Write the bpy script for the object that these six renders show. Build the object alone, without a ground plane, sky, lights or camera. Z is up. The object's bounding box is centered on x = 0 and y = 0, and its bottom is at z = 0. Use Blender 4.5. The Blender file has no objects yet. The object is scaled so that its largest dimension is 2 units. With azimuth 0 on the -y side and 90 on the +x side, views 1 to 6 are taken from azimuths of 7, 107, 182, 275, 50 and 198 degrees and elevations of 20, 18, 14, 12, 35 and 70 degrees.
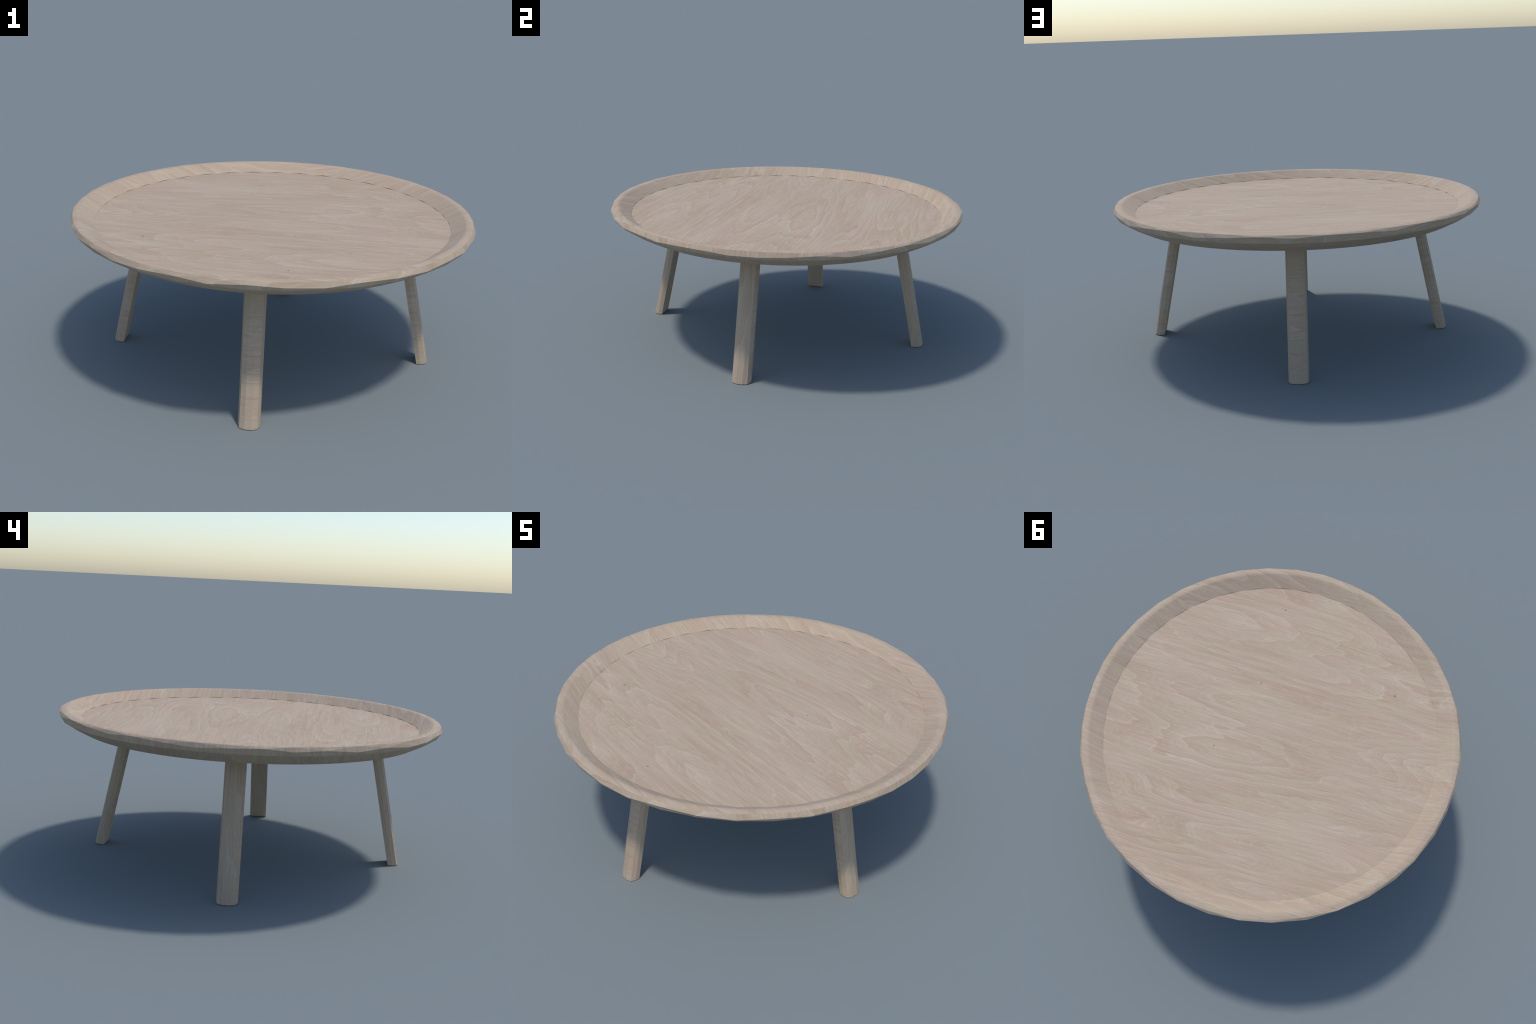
"""Round wooden tray-top coffee table on four splayed, half-round legs.

Frame: metres, z up, table centred on the origin, feet on z = 0, top 2 m across.
"""
import bpy, bmesh, math

# ------------------------------------------------------------------ materials
def wood_material(name, root, knots=()):
    """Pale limed wood, box-mapped: the grain runs along x on level and y-facing
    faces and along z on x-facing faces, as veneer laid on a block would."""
    mat = bpy.data.materials.new(name)
    mat.use_nodes = True
    nt = mat.node_tree
    nt.nodes.clear()
    N, L = nt.nodes.new, nt.links.new

    def put(sock, val):
        if hasattr(val, "is_output"):
            L(val, sock)
        else:
            sock.default_value = val

    def math_node(op, a, b=0.0, c=None, clamp=False):
        n = N("ShaderNodeMath"); n.operation = op; n.use_clamp = clamp
        put(n.inputs[0], a); put(n.inputs[1], b)
        if c is not None:
            put(n.inputs[2], c)
        return n.outputs[0]

    def combine(x, y, z):
        n = N("ShaderNodeCombineXYZ")
        put(n.inputs[0], x); put(n.inputs[1], y); put(n.inputs[2], z)
        return n.outputs[0]

    def noise(vec, scale, detail=2.0, rough=0.5, distortion=0.0):
        n = N("ShaderNodeTexNoise")
        L(vec, n.inputs["Vector"])
        n.inputs["Scale"].default_value = scale
        n.inputs["Detail"].default_value = detail
        n.inputs["Roughness"].default_value = rough
        n.inputs["Distortion"].default_value = distortion
        return n.outputs["Fac"]

    def ramp(fac, stops):
        n = N("ShaderNodeValToRGB")
        L(fac, n.inputs[0])
        els = n.color_ramp.elements
        while len(els) < len(stops):
            els.new(0.5)
        for e, (p, c) in zip(els, stops):
            e.position = p
            e.color = (c, c, c, 1.0) if not isinstance(c, tuple) else (*c, 1.0)
        return n.outputs[0]

    def mix(kind, fac, a, b):
        n = N("ShaderNodeMix"); n.data_type = "RGBA"; n.blend_type = kind
        put(n.inputs[0], fac)
        put(n.inputs[6], a if hasattr(a, "is_output") else (*a, 1.0))
        put(n.inputs[7], b if hasattr(b, "is_output") else (*b, 1.0))
        return n.outputs[2]

    tc = N("ShaderNodeTexCoord"); tc.object = root
    pos = N("ShaderNodeSeparateXYZ"); L(tc.outputs["Object"], pos.inputs[0])
    x, y, z = pos.outputs
    geo = N("ShaderNodeNewGeometry")
    nrm = N("ShaderNodeSeparateXYZ"); L(geo.outputs["True Normal"], nrm.inputs[0])
    ax, ay, az = (math_node("ABSOLUTE", o) for o in nrm.outputs)
    x_side = math_node("MULTIPLY", math_node("GREATER_THAN", ax, ay), math_node("GREATER_THAN", ax, az))
    y_side = math_node("MULTIPLY", math_node("GREATER_THAN", ay, ax), math_node("GREATER_THAN", ay, az))

    def choose(mask, a, b):          # mask ? a : b
        return math_node("ADD", math_node("MULTIPLY", mask, a),
                         math_node("MULTIPLY", math_node("SUBTRACT", 1.0, mask), b))
    along = choose(x_side, math_node("ADD", z, 3.7), x)
    across = choose(y_side, math_node("ADD", z, 1.3), y)

    def stretched(u, v, seed, detail=2.0, rough=0.5, drift=None, distortion=0.0):
        """noise drawn out along the grain: u and v are cycles per metre along and across it"""
        cross = math_node("MULTIPLY", across, v)
        if drift is not None:
            cross = math_node("ADD", cross, drift)
        return noise(combine(math_node("MULTIPLY", along, u), cross, seed), 1.0, detail, rough, distortion)

    # figure: contour lines of a relief drawn out along the grain (cathedrals and loops)
    relief = stretched(0.50, 2.8, 1.5, 1.5, 0.45)
    warp = stretched(1.5, 7.5, 4.0, 3.0, 0.55)
    ripple = stretched(7.0, 16.0, 6.0, 2.0, 0.5)
    height = math_node("MULTIPLY", relief, 19.0)
    height = math_node("ADD", height, math_node("MULTIPLY", warp, 2.3))
    height = math_node("ADD", height, math_node("MULTIPLY", ripple, 0.45))
    height = math_node("ADD", height, math_node("MULTIPLY", across, 5.0))
    band = math_node("FRACT", height)
    fine_band = math_node("FRACT", math_node("MULTIPLY", height, 4.1))
    line = ramp(band, [(0.0, 0.30), (0.06, 1.0), (0.13, 0.50), (0.20, 0.84), (0.30, 0.46), (0.66, 0.34), (0.92, 0.05), (1.0, 0.30)])
    fine_line = ramp(fine_band, [(0.0, 0.25), (0.14, 0.85), (0.32, 0.5), (0.88, 0.30), (1.0, 0.25)])
    # where the figure shows and where the board is plain
    show = ramp(stretched(1.3, 3.6, 9.0, 2.0), [(0.36, 0.12), (0.62, 1.0)])
    # straight fibres that follow the figure
    drift = math_node("MULTIPLY", height, 0.9)
    streak = stretched(1.3, 24.0, 7.0, 3.0, 0.6, math_node("MULTIPLY", height, 0.45))
    strand = stretched(3.2, 84.0, 17.0, 2.0, 0.6, drift)
    fibre = stretched(7.0, 200.0, 2.0, 2.0, 0.65, drift)
    grain = noise(tc.outputs["Object"], 190.0, 2.0, 0.6)
    cloud = stretched(1.7, 5.0, 12.0, 4.0, 0.6)
    tint = stretched(2.6, 13.0, 31.0, 3.0, 0.6)

    figure = mix("MIX", show, (0.42, 0.42, 0.42), line)
    tone = math_node("MULTIPLY", figure, 0.24)
    for part, weight in ((fine_line, 0.16), (streak, 0.23), (strand, 0.33), (fibre, 0.34), (cloud, 0.32), (grain, 0.22)):
        tone = math_node("ADD", tone, math_node("MULTIPLY", part, weight))      # mean about 0.93
    tone = math_node("MULTIPLY_ADD", tone, 1.42, -0.735, clamp=True)
    base = ramp(tone, [(0.0, (0.332, 0.233, 0.156)), (0.30, (0.384, 0.284, 0.203)),
                       (0.55, (0.433, 0.337, 0.250)), (1.0, (0.520, 0.434, 0.343))])
    hue = ramp(tint, [(0.32, (1.022, 0.982, 0.990)), (0.5, (1.0, 1.0, 1.0)), (0.68, (0.994, 1.010, 0.960))])
    base = mix("MULTIPLY", 1.0, base, hue)

    # pin knots
    for kx, ky, kr in knots:
        d = N("ShaderNodeVectorMath"); d.operation = "DISTANCE"
        L(combine(x, math_node("MULTIPLY", y, 1.0), 0.0), d.inputs[0])
        d.inputs[1].default_value = (kx, ky, 0.0)
        k = ramp(math_node("DIVIDE", d.outputs["Value"], kr * 2.0), [(0.25, 0.75), (0.62, 0.0)])
        base = mix("MIX", k, base, (0.16, 0.11, 0.08))

    bsdf = N("ShaderNodeBsdfPrincipled")
    L(base, bsdf.inputs["Base Color"])
    bsdf.inputs["Roughness"].default_value = 0.70
    bsdf.inputs["Specular IOR Level"].default_value = 0.14
    bump = N("ShaderNodeBump")
    bump.inputs["Strength"].default_value = 0.08
    bump.inputs["Distance"].default_value = 0.002
    L(fibre, bump.inputs["Height"]); L(bump.outputs[0], bsdf.inputs["Normal"])
    out = N("ShaderNodeOutputMaterial"); L(bsdf.outputs[0], out.inputs[0])
    return mat


def add_object(name, bm, mat, parent):
    bmesh.ops.recalc_face_normals(bm, faces=bm.faces)
    me = bpy.data.meshes.new(name)
    bm.to_mesh(me); bm.free()
    me.materials.append(mat)
    ob = bpy.data.objects.new(name, me)
    bpy.context.scene.collection.objects.link(ob)
    ob.parent = parent
    return ob


# ------------------------------------------------------------------ the thing
table = bpy.data.objects.new("coffee_table", None)
bpy.context.scene.collection.objects.link(table)
table["label"] = "low round pale wooden table with raised tray rim and four splayed legs"
table["category"] = "coffee table"

KNOTS = [(0.147, -0.736, 0.0055), (0.139, -0.269, 0.0045), (-0.569, -0.413, 0.0065), (0.266, 0.147, 0.0045)]  # x, y, radius
top_wood = wood_material("limed_wood", table)
floor_wood = wood_material("limed_wood_with_pin_knots", table, KNOTS)

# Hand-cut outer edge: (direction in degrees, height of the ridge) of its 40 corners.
RIDGE = [(0, .749), (8.1, .750), (15.4, .754), (24.7, .762), (33.9, .750), (43.2, .762), (52.7, .769),
         (62.2, .754), (71.8, .762), (80.7, .770), (90, .762), (98.8, .772), (108, .770), (117.9, .762),
         (126.9, .775), (136.5, .769), (146, .762), (153.6, .770), (163.6, .762), (171.7, .755),
         (180, .763), (188.8, .768), (196.4, .756), (204.8, .762), (213.6, .751), (223.5, .761),
         (232.4, .749), (241.9, .753), (252.3, .761), (260.7, .750), (270, .762), (278.9, .754),
         (288.3, .750), (297.7, .761), (307.6, .754), (317.3, .749), (326.5, .756), (335.7, .750),
         (345.5, .757), (352.6, .757)]
n = len(RIDGE)
corner_az = [math.radians(a) for a, _ in RIDGE]
wall_az = []
for i, a in enumerate(corner_az):
    b = corner_az[(i + 1) % n] + (2 * math.pi if i == n - 1 else 0)
    wall_az += [a, 0.5 * (a + b)]

FLOOR_R, FLOOR_Z = 0.885, 0.734
LIP_IN = (0.952, 0.7768)       # where the sloping wall meets the lip
WALL_TOP_R = 0.947             # above this the wall rolls over into the lip
CREST = (0.972, 0.7797)
SHOULDER = (0.989, 0.7762)
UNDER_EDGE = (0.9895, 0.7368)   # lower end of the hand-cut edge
BOTTOM = (0.887, 0.680)        # edge of the flat underside


def ridge_radius(z):
    return 1.0 - 16.0 * max(0.0, abs(z - 0.7585) - 0.004) ** 2


# ---- tabletop: wall, lip, faceted edge, underside
bm = bmesh.new()
ring = lambda azs, r, z: [bm.verts.new((r * math.cos(a), r * math.sin(a), z)) for a in azs]
# the wall ends a hair above the floor board and is undercut: a fine shadow joint
groove = ring(wall_az, FLOOR_R + 0.010, FLOOR_Z + 0.0032)
wall_foot = ring(wall_az, FLOOR_R, FLOOR_Z)
for i, v in enumerate(wall_foot):
    v.co.z += 0.0027 if i % 2 else -0.0004
groove_foot = ring(wall_az, FLOOR_R + 0.010, FLOOR_Z - 0.010)
wall_top = ring(wall_az, WALL_TOP_R, FLOOR_Z + 0.002 + (LIP_IN[1] - FLOOR_Z - 0.002) * (WALL_TOP_R - FLOOR_R) / (LIP_IN[0] - FLOOR_R))
lip_in = ring(wall_az, *LIP_IN)
lip_flat = ring(wall_az, 0.959, 0.7789)
crest = ring(wall_az, *CREST)
shoulder = ring(corner_az, *SHOULDER)
ridge = [bm.verts.new((ridge_radius(z) * math.cos(a), ridge_radius(z) * math.sin(a), z))
         for a, (_, z) in zip(corner_az, RIDGE)]
under_edge = ring(corner_az, *UNDER_EDGE)
under_mid = ring(wall_az, 0.946, 0.7103)
bottom = ring(wall_az, *BOTTOM)

smooth, flat = [], []
def strip(a, b, out):
    m = len(a)
    for i in range(m):
        j = (i + 1) % m
        out.append(bm.faces.new((a[i], a[j], b[j], b[i])))

def fan_strip(fine, coarse, out):
    """fine ring has twice the corners of the coarse one"""
    m = len(coarse)
    for i in range(m):
        j = (i + 1) % m
        f0, f1, f2 = fine[2 * i], fine[2 * i + 1], fine[(2 * i + 2) % (2 * m)]
        out.append(bm.faces.new((f0, f1, coarse[i])))
        out.append(bm.faces.new((f1, coarse[j], coarse[i])))
        out.append(bm.faces.new((f1, f2, coarse[j])))

strip(groove_foot, groove, smooth)
strip(groove, wall_foot, smooth)
strip(wall_foot, wall_top, smooth)
strip(wall_top, lip_in, smooth)
strip(lip_in, lip_flat, smooth)
strip(lip_flat, crest, smooth)
fan_strip(crest, shoulder, smooth)

def facets(a, b):
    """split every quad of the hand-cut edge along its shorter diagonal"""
    for i in range(n):
        j = (i + 1) % n
        if (a[i].co - b[j].co).length <= (a[j].co - b[i].co).length:
            tri = ((a[i], a[j], b[j]), (a[i], b[j], b[i]))
        else:
            tri = ((a[i], a[j], b[i]), (a[j], b[j], b[i]))
        for t in tri:
            flat.append(bm.faces.new(t))
facets(shoulder, ridge)
facets(ridge, under_edge)
fan_strip(under_mid, under_edge, smooth)
strip(under_mid, bottom, smooth)
smooth.append(bm.faces.new(bottom))
smooth.append(bm.faces.new(groove_foot))
for f in smooth:
    f.smooth = True
for f in flat:
    f.smooth = False
for a in (wall_foot, shoulder, under_edge, bottom, groove, groove_foot):
    for i in range(len(a)):
        e = bm.edges.get((a[i], a[(i + 1) % len(a)]))
        if e:
            e.smooth = False
tabletop = add_object("tabletop", bm, top_wood, table)

# ---- tray floor: the level board set inside the rim, a hairline joint round it
bm = bmesh.new()
board_r = FLOOR_R + 0.0085
up = [bm.verts.new((board_r * math.cos(a), board_r * math.sin(a), FLOOR_Z)) for a in corner_az]
dn = [bm.verts.new((board_r * math.cos(a), board_r * math.sin(a), FLOOR_Z - 0.008)) for a in corner_az]
bm.faces.new(up); bm.faces.new(dn)
for i in range(n):
    j = (i + 1) % n
    bm.faces.new((up[i], up[j], dn[j], dn[i]))
add_object("tray_floor", bm, floor_wood, tabletop)

# ---- legs: half-round section (flat inside, faceted outside), sheared outwards to the foot
LEG_SECTION = [(0.777, -0.050), (0.800, -0.050), (0.8235, -0.0405), (0.834, -0.0165),
               (0.834, 0.0165), (0.8235, 0.0405), (0.800, 0.050), (0.777, 0.050)]   # (outwards, sideways) at z = 0
SPLAY, LEG_TOP = 0.2125, 0.684
bm = bmesh.new()
lo = [bm.verts.new((r, s, 0.0)) for r, s in LEG_SECTION]
hi = [bm.verts.new((r - SPLAY * LEG_TOP, s, LEG_TOP)) for r, s in LEG_SECTION]
bm.faces.new(lo); bm.faces.new(hi)
m = len(lo)
for i in range(m):
    j = (i + 1) % m
    bm.faces.new((lo[i], lo[j], hi[j], hi[i]))
leg = add_object("leg", bm, top_wood, table)
for k in range(4):
    ob = leg if k == 0 else leg.copy()
    if k:
        bpy.context.scene.collection.objects.link(ob)
    ob.rotation_euler = (0.0, 0.0, k * math.pi / 2)

# ---- two rails cross under the top and join opposite legs
RAIL_HALF_WIDTH, RAIL_Z, RAIL_R = 0.028, 0.5905, 0.660
for k in range(2):
    bm = bmesh.new()
    low = RAIL_Z + 0.0015 * k
    bmesh.ops.create_cube(bm, size=1.0)
    for v in bm.verts:
        long, wide = v.co.x * 2 * RAIL_R, v.co.y * 2 * RAIL_HALF_WIDTH
        v.co = (long, wide, 0.681 if v.co.z > 0 else low) if k == 0 else (wide, long, 0.681 if v.co.z > 0 else low)
    add_object("cross_rail", bm, top_wood, table)
